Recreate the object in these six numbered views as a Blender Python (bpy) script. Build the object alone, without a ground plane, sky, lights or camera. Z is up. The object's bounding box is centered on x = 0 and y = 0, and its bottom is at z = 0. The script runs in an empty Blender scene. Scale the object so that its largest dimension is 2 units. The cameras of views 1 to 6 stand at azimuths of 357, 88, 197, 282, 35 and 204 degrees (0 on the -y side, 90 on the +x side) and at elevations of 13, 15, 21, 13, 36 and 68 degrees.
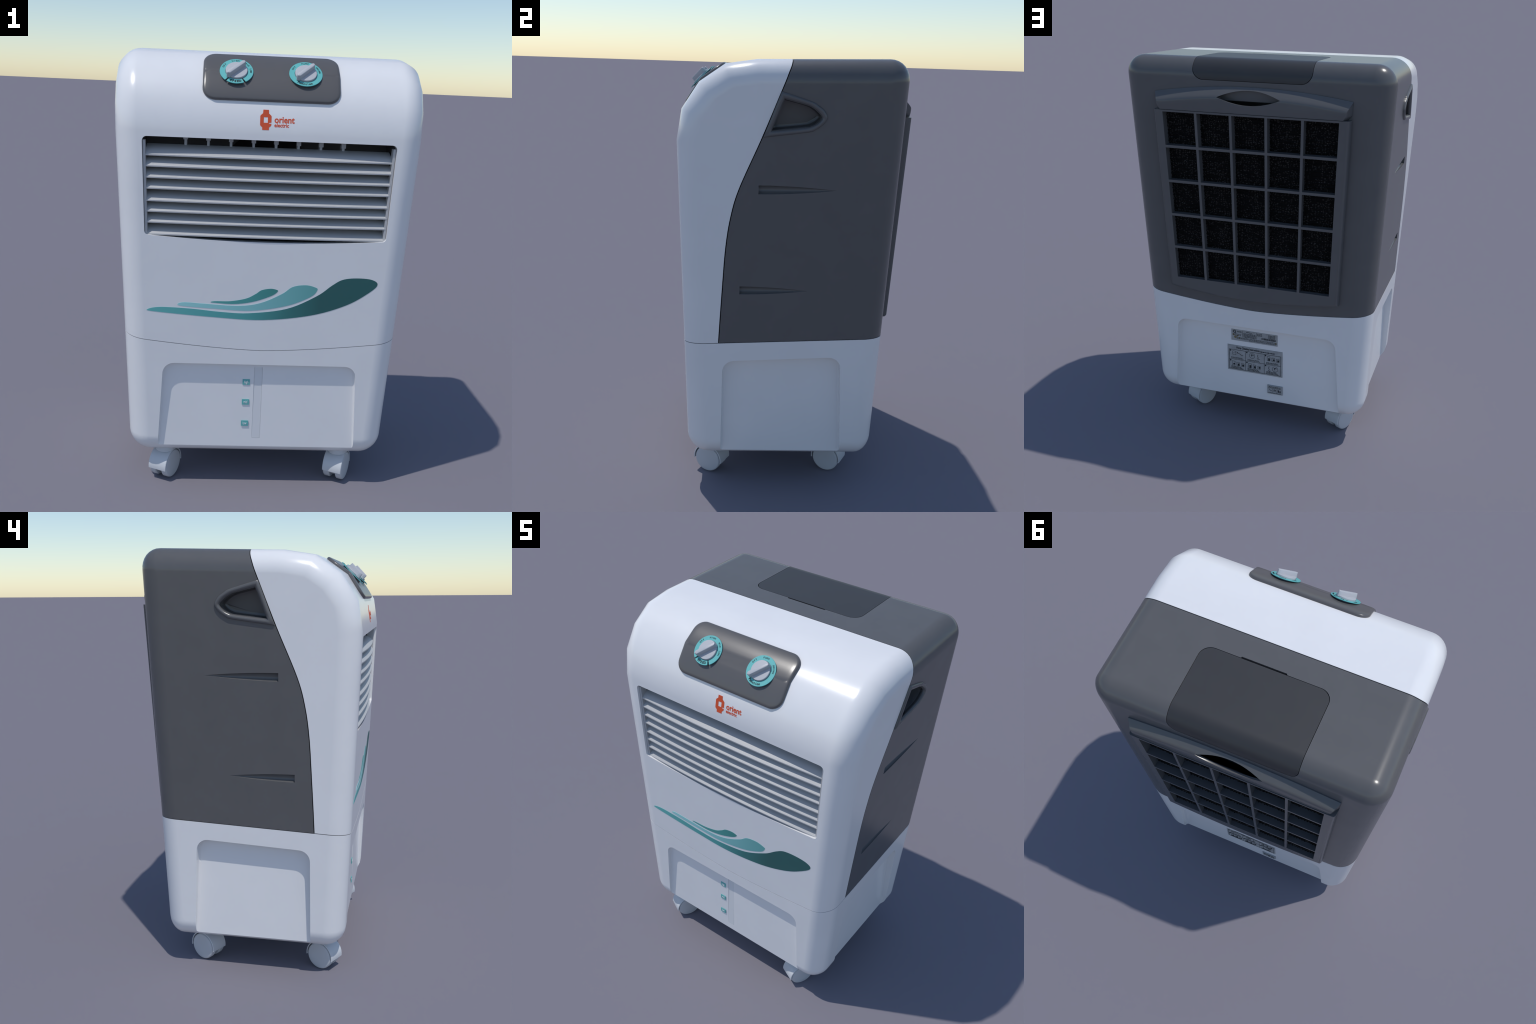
# Room air cooler: white front shell and water tank, dark grey rear housing,
# louvred outlet, control panel with two dials, cooling pad grille and casters.
import bpy, bmesh, math, random
from mathutils import Vector, Matrix
from mathutils.bvhtree import BVHTree
from mathutils.interpolate import poly_3d_calc

random.seed(7)
SC = bpy.context.scene.collection

# ------------------------------------------------------------------ materials
def mat(name, col, rough=0.4, spec=0.5, noise=0.0, nscale=30.0, bump=0.0, bscale=400.0, coat=0.0):
    m = bpy.data.materials.new(name)
    m.use_nodes = True
    nt = m.node_tree
    b = nt.nodes["Principled BSDF"]
    b.inputs["Base Color"].default_value = (*col, 1)
    b.inputs["Roughness"].default_value = rough
    b.inputs["Specular IOR Level"].default_value = spec
    b.inputs["Coat Weight"].default_value = coat
    tc = nt.nodes.new("ShaderNodeTexCoord")
    if noise > 0:
        n = nt.nodes.new("ShaderNodeTexNoise")
        n.inputs["Scale"].default_value = nscale
        n.inputs["Detail"].default_value = 4
        r = nt.nodes.new("ShaderNodeValToRGB")
        r.color_ramp.elements[0].position = 0.3
        r.color_ramp.elements[1].position = 0.7
        r.color_ramp.elements[0].color = (*[c * (1 - noise) for c in col], 1)
        r.color_ramp.elements[1].color = (*[min(1, c * (1 + noise)) for c in col], 1)
        nt.links.new(tc.outputs["Object"], n.inputs["Vector"])
        nt.links.new(n.outputs["Fac"], r.inputs["Fac"])
        nt.links.new(r.outputs["Color"], b.inputs["Base Color"])
    if bump > 0:
        n2 = nt.nodes.new("ShaderNodeTexNoise")
        n2.inputs["Scale"].default_value = bscale
        bp = nt.nodes.new("ShaderNodeBump")
        bp.inputs["Strength"].default_value = bump
        bp.inputs["Distance"].default_value = 0.001
        nt.links.new(tc.outputs["Object"], n2.inputs["Vector"])
        nt.links.new(n2.outputs["Fac"], bp.inputs["Height"])
        nt.links.new(bp.outputs["Normal"], b.inputs["Normal"])
    return m

def gradient_mat(name, stops, x0, x1, rough=0.5):
    """colour that runs along x in object space from x0 to x1"""
    m = mat(name, stops[0][1], rough)
    nt = m.node_tree
    b = nt.nodes["Principled BSDF"]
    tc = nt.nodes.new("ShaderNodeTexCoord")
    sx = nt.nodes.new("ShaderNodeSeparateXYZ")
    mr = nt.nodes.new("ShaderNodeMapRange")
    mr.inputs["From Min"].default_value = x0
    mr.inputs["From Max"].default_value = x1
    r = nt.nodes.new("ShaderNodeValToRGB")
    els = r.color_ramp.elements
    els[0].position, els[0].color = stops[0][0], (*stops[0][1], 1)
    els[1].position, els[1].color = stops[-1][0], (*stops[-1][1], 1)
    for p, c in stops[1:-1]:
        e = els.new(p)
        e.color = (*c, 1)
    nt.links.new(tc.outputs["Object"], sx.inputs[0])
    nt.links.new(sx.outputs["X"], mr.inputs["Value"])
    nt.links.new(mr.outputs["Result"], r.inputs["Fac"])
    nt.links.new(r.outputs["Color"], b.inputs["Base Color"])
    return m

M_WHITE = mat("white_plastic", (0.845, 0.842, 0.848), 0.22, 0.5, 0.012, 6.0)
M_LOUVER = mat("louver_plastic", (0.495, 0.497, 0.505), 0.45, 0.4)
M_VANE = mat("vane_plastic", (0.52, 0.53, 0.56), 0.45, 0.4)
M_GREY = mat("grey_plastic", (0.119, 0.118, 0.120), 0.25, 0.5, 0.03, 9.0)
M_LID = mat("lid_plastic", (0.045, 0.045, 0.047), 0.42, 0.45, 0.03, 9.0)
M_PANEL = mat("panel_plastic", (0.118, 0.114, 0.114), 0.28, 0.5)
M_DARK = mat("dark_interior", (0.012, 0.012, 0.013), 0.7, 0.2)
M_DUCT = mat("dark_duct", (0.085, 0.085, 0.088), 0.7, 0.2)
M_PAD = mat("cooling_pad_fibre", (0.006, 0.005, 0.005), 0.75, 0.15)
def pad_specks(m):
    """fibre tips: pale brown specks in ragged rows on a black honeycomb"""
    nt = m.node_tree; b = nt.nodes["Principled BSDF"]
    tc = nt.nodes.new("ShaderNodeTexCoord"); mp = nt.nodes.new("ShaderNodeMapping")
    mp.inputs["Scale"].default_value = (.85, 0.0, 1.5)
    n = nt.nodes.new("ShaderNodeTexNoise"); n.inputs["Scale"].default_value = 22; n.inputs["Detail"].default_value = 2
    mx = nt.nodes.new("ShaderNodeMix"); mx.data_type = 'RGBA'; mx.blend_type = 'ADD'; mx.inputs["Factor"].default_value = .03
    vo = nt.nodes.new("ShaderNodeTexVoronoi"); vo.inputs["Scale"].default_value = 88; vo.inputs["Randomness"].default_value = .45
    r = nt.nodes.new("ShaderNodeValToRGB")
    r.color_ramp.elements[0].position = .16; r.color_ramp.elements[0].color = (.050, .044, .042, 1)
    r.color_ramp.elements[1].position = .36; r.color_ramp.elements[1].color = (.002, .002, .002, 1)
    nt.links.new(tc.outputs["Object"], mp.inputs["Vector"]); nt.links.new(mp.outputs["Vector"], n.inputs["Vector"])
    nt.links.new(mp.outputs["Vector"], mx.inputs["A"]); nt.links.new(n.outputs["Color"], mx.inputs["B"])
    nt.links.new(mx.outputs["Result"], vo.inputs["Vector"]); nt.links.new(vo.outputs["Distance"], r.inputs["Fac"])
    nt.links.new(r.outputs["Color"], b.inputs["Base Color"])
pad_specks(M_PAD)
M_TEAL = mat("teal_dial", (0.13, 0.495, 0.49), 0.45, 0.4)
M_KNOB = mat("knob_plastic", (0.50, 0.51, 0.54), 0.4, 0.4)
M_INK = mat("black_ink", (0.02, 0.025, 0.03), 0.6, 0.3)
M_ORANGE = mat("orange_print", (0.72, 0.100, 0.032), 0.5, 0.4)
M_MARK = mat("teal_mark", (0.135, 0.47, 0.465), 0.5, 0.4)
M_MARKTXT = mat("pale_print", (0.80, 0.84, 0.85), 0.5, 0.4)
M_WINDOW = mat("level_window_plastic", (0.76, 0.77, 0.785), 0.25, 0.5)
M_CASTER = mat("caster_plastic", (0.60, 0.62, 0.65), 0.4, 0.4, 0.015, 12.0)
M_WHEEL = mat("wheel_plastic", (0.56, 0.58, 0.61), 0.42, 0.4, 0.015, 12.0)
M_STICKER = mat("sticker_paper", (0.37, 0.375, 0.38), 0.55, 0.3, 0.12, 45.0)
M_STAIN = mat("sticker_stain", (0.20, 0.165, 0.095), 0.6, 0.3, 0.3, 60.0)
M_W1 = gradient_mat("wave_teal_to_dark", [(0, (0.145, 0.50, 0.485)), (0.42, (0.088, 0.365, 0.360)),
                    (0.60, (0.042, 0.200, 0.195)), (0.75, (0.026, 0.120, 0.118)), (1, (0.025, 0.118, 0.116))], -0.5, 0.5)
M_W2 = gradient_mat("wave_pale_teal", [(0, (0.36, 0.72, 0.72)), (0.5, (0.26, 0.58, 0.59)), (1, (0.135, 0.41, 0.40))], -0.37, 0.24)
M_W3 = gradient_mat("wave_mid_teal", [(0, (0.10, 0.39, 0.37)), (0.6, (0.075, 0.335, 0.32)), (1, (0.055, 0.27, 0.25))], -0.23, 0.06)

# ------------------------------------------------------------------ helpers
def new_obj(name, me, parent=None, material=None):
    o = bpy.data.objects.new(name, me)
    SC.objects.link(o)
    if parent is not None:
        o.parent = parent
    if material is not None:
        me.materials.clear()
        me.materials.append(material)
    return o

def from_py(name, vs, fs):
    me = bpy.data.meshes.new(name)
    me.from_pydata([tuple(v) for v in vs], [], fs)
    me.validate()
    bm = bmesh.new(); bm.from_mesh(me)
    bmesh.ops.recalc_face_normals(bm, faces=bm.faces)
    bm.normal_update()
    if all(e.is_manifold for e in bm.edges) and bm.calc_volume(signed=True) < 0:
        bmesh.ops.reverse_faces(bm, faces=bm.faces)
    bm.to_mesh(me); bm.free()
    return me

def loft(name, loops, cap=True, closed=True):
    """quads between successive point loops of equal length"""
    n = len(loops[0]); vs = [p for l in loops for p in l]; fs = []
    for i in range(len(loops) - 1):
        for j in range(n if closed else n - 1):
            k = (j + 1) % n
            fs.append((i * n + j, i * n + k, (i + 1) * n + k, (i + 1) * n + j))
    if cap:
        fs.append(tuple(range(n)))
        fs.append(tuple(range((len(loops) - 1) * n, len(loops) * n)))
    return from_py(name, vs, fs)

def smooth(me, angle=35):
    me.shade_smooth()
    me.set_sharp_from_angle(angle=math.radians(angle))

def boolean(me_a, me_b, op):
    a = bpy.data.objects.new("tmp_a", me_a); b = bpy.data.objects.new("tmp_b", me_b)
    SC.objects.link(a); SC.objects.link(b)
    m = a.modifiers.new("b", "BOOLEAN"); m.operation = op; m.solver = "EXACT"; m.object = b
    dg = bpy.context.evaluated_depsgraph_get(); dg.update()
    out = bpy.data.meshes.new_from_object(a.evaluated_get(dg))
    bpy.data.objects.remove(a); bpy.data.objects.remove(b)
    return out

def bevel_mesh(me, width, segs=3, angle=30):
    o = bpy.data.objects.new("tmp", me); SC.objects.link(o)
    m = o.modifiers.new("b", "BEVEL"); m.width = width; m.segments = segs
    m.limit_method = "ANGLE"; m.angle_limit = math.radians(angle)
    dg = bpy.context.evaluated_depsgraph_get(); dg.update()
    out = bpy.data.meshes.new_from_object(o.evaluated_get(dg))
    bpy.data.objects.remove(o)
    return out

def join_meshes(name, meshes):
    bm = bmesh.new(); mats = []
    for me in meshes:
        start = len(bm.faces)
        remap = []
        for m in (me.materials or []):
            if m not in mats: mats.append(m)
            remap.append(mats.index(m))
        bm.from_mesh(me)
        bm.faces.ensure_lookup_table()
        for f in bm.faces[start:]:
            f.material_index = remap[f.material_index] if remap else 0
    out = bpy.data.meshes.new(name); bm.to_mesh(out); bm.free()
    for m in mats: out.materials.append(m)
    return out

def box(name, x0, x1, y0, y1, z0, z1):
    vs = [(x, y, z) for x in (x0, x1) for y in (y0, y1) for z in (z0, z1)]
    return from_py(name, vs, [(0, 1, 3, 2), (4, 6, 7, 5), (0, 4, 5, 1), (2, 3, 7, 6), (0, 2, 6, 4), (1, 5, 7, 3)])

def catmull(pts, per=6, closed=True):
    n = len(pts); out = []
    for i in range(n if closed else n - 1):
        g = lambda k: Vector(pts[k % n]) if closed else Vector(pts[max(0, min(n - 1, k))])
        p0, p1, p2, p3 = g(i - 1), g(i), g(i + 1), g(i + 2)
        for j in range(per):
            t = j / per
            out.append(0.5 * ((2 * p1) + (p2 - p0) * t + (2 * p0 - 5 * p1 + 4 * p2 - p3) * t * t
                              + (3 * p1 - p0 - 3 * p2 + p3) * t ** 3))
    if not closed: out.append(Vector(pts[-1]))
    return out

def round_poly(corners, radii, seg=6, sub=1):
    """polygon with rounded corners in 2D; straight runs cut into sub pieces"""
    n = len(corners); arcs = []
    for i in range(n):
        p = Vector(corners[i]); a = (Vector(corners[i - 1]) - p); b = (Vector(corners[(i + 1) % n]) - p)
        r = radii[i]
        if r <= 1e-6:
            arcs.append([p]); continue
        an, bn = a.normalized(), b.normalized()
        half = math.acos(max(-1, min(1, an.dot(bn)))) / 2
        d = min(r / math.tan(half), a.length * .49, b.length * .49); r = d * math.tan(half)
        c = p + (an + bn).normalized() * (r / math.sin(half))
        s, e = p + an * d - c, p + bn * d - c
        ang = math.atan2(s.x * e.y - s.y * e.x, s.dot(e)); a0 = math.atan2(s.y, s.x)
        arcs.append([c + Vector((math.cos(a0 + ang * k / seg), math.sin(a0 + ang * k / seg))) * r for k in range(seg + 1)])
    out = []
    for i in range(n):
        out += arcs[i]
        e, s = arcs[i][-1], arcs[(i + 1) % n][0]
        for k in range(1, sub): out.append(e.lerp(s, k / sub))
    return out

def offset_poly(pts, d):
    """move a counter-clockwise 2D polygon inward by d with mitred corners"""
    n = len(pts); out = []
    for i in range(n):
        p0, p, p1 = Vector(pts[i - 1]), Vector(pts[i]), Vector(pts[(i + 1) % n])
        e0 = (p - p0).normalized(); e1 = (p1 - p).normalized()
        n0 = Vector((-e0.y, e0.x)); n1 = Vector((-e1.y, e1.x)); m = (n0 + n1)
        m.normalize()
        out.append(p + m * (d / max(0.5, m.dot(n0))))
    return out

# ------------------------------------------------------------------ body form
def half_width(z): return 0.5820 + 0.0447 * z
def y_front(z): return -(0.4522 + 0.0345 * z)
def y_back(z): return 0.4095 + 0.0300 * z
def z_top(y): return 1.9842 + 0.0284 * (y + 0.17)
Z_BOTTOM = 0.152
R_EDGE = 0.100
NOSE = [(-0.5089, 1.643), (-0.4880, 1.774), (-0.4140, 1.8870), (-0.3060, 1.9625), (-0.172, 1.9842)]  # faceted brow

def arc2(p0, corner, p1, seg):
    """conic blend from p0 to p1 pulled toward the corner (near circular)"""
    w = 0.72; out = []
    p0, c, p1 = Vector(p0), Vector(corner), Vector(p1)
    for i in range(seg + 1):
        t = i / seg
        a, b, d = (1 - t) ** 2, 2 * w * t * (1 - t), t * t
        out.append((p0 * a + c * b + p1 * d) / (a + b + d))
    return out

FLAT_BACK = (0.5, 0.75, 1.0, 1.3, 1.6, 1.8)
FLAT_TOP = (0.25, 0.1, -0.05)
FLAT_FRONT = (1.4, 1.1, 0.85, 0.6, 0.4)

def meet(p, u, q, v):
    """crossing of two 2D lines"""
    det = u.x * v.y - u.y * v.x
    t = ((q.x - p.x) * v.y - (q.y - p.y) * v.x) / det
    return p + u * t

def profile(d=0.0):
    """side outline (y, z) moved inward by d; counter-clockwise: bottom corner, back, top, brow, front, bottom.
    The corner blends get tighter as the outline shrinks but never fold over."""
    def line(p, q):
        p, q = Vector(p), Vector(q); u = (q - p).normalized(); n = Vector((-u.y, u.x))
        return p + n * d, u
    bot = line((-.3, Z_BOTTOM), (.3, Z_BOTTOM))
    back = line((y_back(.3), .3), (y_back(1.8), 1.8))
    top = line((.4, z_top(.4)), (-.1, z_top(-.1)))
    front = line((y_front(1.6), 1.6), (y_front(.3), .3))
    def corner(l0, l1, a, b, seg):
        c = meet(l0[0], l0[1], l1[0], l1[1])
        a = max(a - d, .012); b = max(b - d, .012)
        return arc2(c - l0[1] * a, c, c + l1[1] * b, seg)
    on = lambda l, axis, val: l[0] + l[1] * ((val - l[0][axis]) / l[1][axis])
    brow = [Vector(p) for p in reversed(NOSE)]
    walk = [Vector((0.1, z_top(.1)))] + brow + [Vector((y_front(1.2), 1.2))]
    nose = []
    for i in range(1, len(walk) - 1):
        e0 = (walk[i] - walk[i - 1]).normalized(); e1 = (walk[i + 1] - walk[i]).normalized()
        m = (Vector((-e0.y, e0.x)) + Vector((-e1.y, e1.x))).normalized()
        nose.append(walk[i] + m * (d / m.dot(Vector((-e0.y, e0.x)))))
    p = corner(bot, back, .078, .095, 6)
    p += [on(back, 1, z) for z in FLAT_BACK]
    p += corner(back, top, .095, .088, 8)
    p += [on(top, 0, y) for y in FLAT_TOP]
    p += nose
    p += [on(front, 1, z) for z in FLAT_FRONT]
    p += corner(front, bot, .100, .100, 6)
    p += [on(bot, 0, y) for y in (-.1, .1)]
    return p

prof = profile()
ARC_B0 = 7 + len(FLAT_BACK)
NP = len(prof)

def profile_normals():
    """long flat runs keep their own normal, short facets share theirs"""
    out = []
    for i in range(NP):
        a, p, b = prof[i - 1], prof[i], prof[(i + 1) % NP]
        e0, e1 = p - a, b - p
        n0 = Vector((e0.y, -e0.x)).normalized(); n1 = Vector((e1.y, -e1.x)).normalized()
        w0, w1 = e0.length ** 2, e1.length ** 2
        out.append((n0 * w0 + n1 * w1).normalized())
    return out

PN = profile_normals()

def base_body():
    seg = 10; cols = []
    for i in range(seg + 1):
        a = (math.pi / 2) * i / seg
        cols.append((-1, R_EDGE * (1 - math.sin(a)), R_EDGE * (1 - math.cos(a)), a))
    right = [(1, d, e, a) for (_, d, e, a) in reversed(cols)]
    vs, ns = [], []
    mid = [(k, 0.0, R_EDGE, math.pi / 2) for k in (-.6, -.2, .2, .6)]
    for sgn, d, e, a in cols + mid + right:
        ins = profile(d)
        for p, n in zip(ins, PN):
            x = sgn * (half_width(p.y) - e)
            vs.append(Vector((x, p.x, p.y)))
            ns.append(Vector((sgn * math.cos(a), n.x * math.sin(a), n.y * math.sin(a) - 0.0447 * math.cos(a))).normalized())
    L = len(cols) * 2 + len(mid); fs = []
    for i in range(L - 1):
        for j in range(NP):
            k = (j + 1) % NP
            fs.append((i * NP + j, i * NP + k, (i + 1) * NP + k, (i + 1) * NP + j))
    fs.append(tuple(range(NP))); fs.append(tuple(range((L - 1) * NP, L * NP)))
    return vs, ns, fs

BV, BN, BF = base_body()
BASE = from_py("base_body", BV, BF)
_tris = []
for f in BF[:-2]:
    _tris += [(f[0], f[1], f[2]), (f[0], f[2], f[3])]
for f in BF[-2:]:
    for k in range(1, len(f) - 1): _tris.append((f[0], f[k], f[k + 1]))
BVH = BVHTree.FromPolygons(BV, _tris)

def body_normals(me, cut_angle=40):
    """outer faces take the smooth normals of the uncut body, cut faces their own"""
    me.shade_smooth()
    polys = me.polygons
    on = []
    for p in polys:
        loc, nn, idx, dist = BVH.find_nearest(p.center)
        on.append(dist < 0.0018 and nn.normalized().dot(p.normal) ** 2 > 0.9)
    byv = {}
    for p in polys:
        if not on[p.index]:
            for v in p.vertices: byv.setdefault(v, []).append(p.index)
    ca = math.cos(math.radians(cut_angle))
    norms = [None] * len(me.loops)
    for p in polys:
        for li in p.loop_indices:
            v = me.loops[li].vertex_index
            if on[p.index]:
                co = me.vertices[v].co
                loc, nn, idx, dist = BVH.find_nearest(co)
                t = _tris[idx]
                w = poly_3d_calc([BV[k] for k in t], loc)
                n = sum((BN[k] * wi for k, wi in zip(t, w)), Vector())
                if n.length < 1e-6 or n.dot(p.normal) < 0: n = p.normal.copy()
            else:
                n = Vector()
                for q in byv.get(v, []):
                    if polys[q].normal.dot(p.normal) > ca: n += polys[q].normal * (polys[q].area + 1e-9)
                if n.length < 1e-12: n = p.normal.copy()
            norms[li] = n.normalized()
    me.normals_split_custom_set(norms)

# arc-length walk along the outer profile, used by parts that hug the shell
def walker(points):
    acc = [0.0]
    for a, b in zip(points, points[1:]): acc.append(acc[-1] + (b - a).length)
    ns = []
    for i in range(len(points)):
        a = points[max(0, i - 1)]; b = points[min(len(points) - 1, i + 1)]; p = points[i]
        e0 = (p - a) if i > 0 else (b - p); e1 = (b - p) if i < len(points) - 1 else (p - a)
        n0 = Vector((e0.y, -e0.x)).normalized(); n1 = Vector((e1.y, -e1.x)).normalized()
        m = (n0 + n1).normalized(); ns.append(m / max(.6, m.dot(n0)))
    def at(x, s, h):
        i = 0
        while i < len(points) - 2 and s > acc[i + 1]: i += 1
        t = (s - acc[i]) / (acc[i + 1] - acc[i])
        p = points[i].lerp(points[i + 1], t); n = ns[i].lerp(ns[i + 1], max(0, min(1, t)))
        return Vector((x, p.x + n.x * h, p.y + n.y * h))
    def s_of(i): return acc[i]
    return at, s_of

def hug_plate(name, at, x0, x1, s0, s1, r, steps, sub=10, seg=8):
    """plate with rounded corners bent over the shell; steps = (inset, height) from rim inward"""
    loops = []
    cx, cs = (x0 + x1) / 2, (s0 + s1) / 2; a, b = (x1 - x0) / 2, (s1 - s0) / 2
    for d, h in steps:
        aa, bb = a - d, max(b - d, 1e-4)
        rr = max(r - d, min(bb, aa) * 0.3, 5e-5); rr = min(rr, bb * .98, aa * .98)
        out = round_poly([(-aa, -bb), (aa, -bb), (aa, bb), (-aa, bb)], [rr] * 4, seg, sub)
        loops.append([at(cx + p.x, cs + p.y, h) for p in out])
    return loops

# ------------------------------------------------------------------ seams that split the body
def seam_z(x, y): return 0.705 + 0.0445 * y + 0.052 * (min(abs(x), .75) / 0.61) ** 1.5

def seam_volume(name, above, gap):
    """everything above or below the sagging tank seam"""
    nx = 49; loops = []
    far = 3.0 if above else -1.0
    for i in range(nx):
        x = -0.8 + 1.6 * i / (nx - 1); g = gap if above else -gap
        loops.append([Vector((x, -0.8, seam_z(x, -.8) + g)), Vector((x, 0.8, seam_z(x, .8) + g)),
                      Vector((x, 0.8, far)), Vector((x, -0.8, far))])
    return loft(name, loops)

SIDE_SEAM = catmull([(-0.322, 0.55), (-0.317, 0.743), (-0.3025, 1.017), (-0.291, 1.193), (-0.272, 1.327), (-0.238, 1.452),
                     (-0.1485, 1.666), (-0.0735, 1.858), (-0.046, 1.93), (-0.026, 1.99), (-0.018, 2.1)], 6, False)

def seam_y(z):
    for a, b in zip(SIDE_SEAM, SIDE_SEAM[1:]):
        if a.y <= z <= b.y: return a.x + (b.x - a.x) * (z - a.y) / (b.y - a.y)
    return SIDE_SEAM[0].x if z < SIDE_SEAM[0].y else SIDE_SEAM[-1].x

def side_volume(name, front, gap):
    g = -gap if front else gap; far = -1.0 if front else 1.0
    pts = [(p.x + g, p.y) for p in SIDE_SEAM] + [(far, 2.1), (far, 0.55)]
    return loft(name, [[Vector((x, y, z)) for y, z in pts] for x in (-.9, .9)])

# ------------------------------------------------------------------ recess cutters for the tank
def recess(name, outline, to3d, depth):
    """outline(inset) gives the 2D border; to3d(u, v, d) puts it d below the wall; filleted floor"""
    loops = [[to3d(p.x, p.y, -0.08, depth) for p in outline(0)]]
    f = min(0.010, depth[1] * .75)
    for k in range(0, 5):
        a = math.pi / 2 * k / 4
        loops.append([to3d(p.x, p.y, ('f', f * (1 - math.sin(a))), depth) for p in outline(0.001 + f * (1 - math.cos(a)))])
    return loft(name, loops)

def depth_at(v, d0, d1):  # deeper at the top than at the foot
    return d1 + (d0 - d1) * max(0, min(1.2, (v - 0.2) / 0.42))

def resolve(d, v, depth):
    full = depth_at(v, *depth)
    return full - d[1] if isinstance(d, tuple) else d

def front3d(u, v, d, depth):
    return Vector((u, y_front(v) + resolve(d, v, depth), v))
def back3d(u, v, d, depth):
    return Vector((u, y_back(v) - resolve(d, v, depth), v))
def side3d(sgn):
    return lambda u, v, d, depth: Vector((sgn * (half_width(v) - resolve(d, v, depth)), u, v))

def front_outline(i): return round_poly([(-.462 + i, .10), (.462 - i, .10), (.436 - i, .616 - i), (-.436 + i, .616 - i)], [0, 0, .052, .052], 8)
def back_outline(i): return round_poly([(-.474 + i, .10), (.474 - i, .10), (.438 - i, .620 - i), (-.438 + i, .620 - i)], [0, 0, .055, .055], 8)
def side_outline(i): return round_poly([(-.304 + i, .10), (.268 - i, .10), (.238 - i, .6835 - i), (-.299 + i, .6555 - i)], [0, 0, .055, .055], 8)

# ------------------------------------------------------------------ root
root = bpy.data.objects.new("air_cooler", None)
SC.objects.link(root)
root["label"] = "White and grey portable air cooler on four casters"
root["category"] = "air cooler"

# ================================================================== water tank
tank = boolean(BASE, seam_volume("v", False, 0.0015), "INTERSECT")
cutters = [recess("r", front_outline, front3d, (.028, .011)),
           recess("r", back_outline, back3d, (.038, .030)),
           recess("r", side_outline, side3d(1), (.046, .023)),
           recess("r", side_outline, side3d(-1), (.046, .023))]
for c in cutters: tank = boolean(tank, c, "DIFFERENCE")
# rounded lower lip of each recess floor
def lip(p0, p1, out, size):
    o = Vector(out); a = Vector(p0); b = Vector(p1); up = Vector((0, 0, 1))
    tri = lambda p: [p + up * size - o * 0.0, p + o * .2 + up * (size + .2), p + o * .2 - up * .2, p - o * size * .5 - up * size * .2 - up * .02]
    return loft("lip", [tri(a), tri(b)])
zf = 0.172
tank_core_depth = 0.0
yfl = y_front(zf) + depth_at(zf, .028, .011); ybk = y_back(zf) - depth_at(zf, .038, .030); xsd = half_width(zf) - depth_at(zf, .046, .023)
def wedge(points, axis, lo, hi):
    if axis == 'x': return loft("w", [[Vector((t, a, b)) for a, b in points] for t in (lo, hi)])
    return loft("w", [[Vector((a, t, b)) for a, b in points] for t in (lo, hi)])
tank = boolean(tank, wedge([(yfl - .1, zf), (yfl - .0005, zf), (yfl + .014, .149), (yfl + .014, .10), (yfl - .1, .10)], 'x', -.4545, .4545), "DIFFERENCE")
tank = boolean(tank, wedge([(ybk + .1, zf), (ybk + .0005, zf), (ybk - .014, .149), (ybk - .014, .10), (ybk + .1, .10)], 'x', -.4655, .4655), "DIFFERENCE")
for s in (1, -1):
    tank = boolean(tank, wedge([(s * (xsd + .1), zf), (s * (xsd + .0005), zf), (s * (xsd - .014), .149), (s * (xsd - .014), .10), (s * (xsd + .1), .10)], 'y', -.2975, .261), "DIFFERENCE")
# shallow slot for the water level window
def floor_y(z): return y_front(z) + depth_at(z, .028, .011)
WX0, WX1, WZ0, WZ1 = -.0225, .0155, .243, .592
slot = from_py("slot", [Vector((x, floor_y(z) + dy, z)) for z in (WZ0, WZ1) for dy in (-.03, .004) for x in (WX0, WX1)],
               [(0, 1, 3, 2), (4, 6, 7, 5), (0, 4, 5, 1), (2, 3, 7, 6), (0, 2, 6, 4), (1, 5, 7, 3)])
tank = boolean(tank, slot, "DIFFERENCE")
body_normals(tank)
water_tank = new_obj("water_tank", tank, root, M_WHITE)

win = from_py("w", [Vector((x, floor_y(z) + dy, z)) for z in (WZ0 + .001, WZ1 - .001) for dy in (.0025, .006) for x in (WX0 + .001, WX1 - .001)],
              [(0, 1, 3, 2), (4, 6, 7, 5), (0, 4, 5, 1), (2, 3, 7, 6), (0, 2, 6, 4), (1, 5, 7, 3)])
new_obj("water_level_window", win, water_tank, M_WINDOW)

# ================================================================== upper shells
upper = boolean(BASE, seam_volume("v", True, 0.0015), "INTERSECT")
front = boolean(upper, side_volume("v", True, 0.0022), "INTERSECT")
rear = boolean(upper, side_volume("v", False, 0.0022), "INTERSECT")

# ---- front outlet opening, lower edge sags a little
def opening_pts(grow=0.0):
    g = grow
    low = [(-.522 - g + (1.044 + 2 * g) * k / 12, 1.2025 - g - .0195 * (1 - ((k - 6) / 6) ** 2)) for k in range(13)]
    pts = low + [(.5355 + g, 1.6205 + g), (-.5355 - g, 1.6205 + g)]
    rad = [.017] + [.0] * 11 + [.017, .020, .020]
    return round_poly(pts, rad, 5)
op = opening_pts()
cut = loft("o", [[Vector((p.x, y_front(p.y) - .05, p.y)) for p in op], [Vector((p.x, y_front(p.y) + .205, p.y)) for p in op]])
front = boolean(front, cut, "DIFFERENCE")
body_normals(front)
front_panel = new_obj("front_panel", front, root, M_WHITE)

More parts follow.
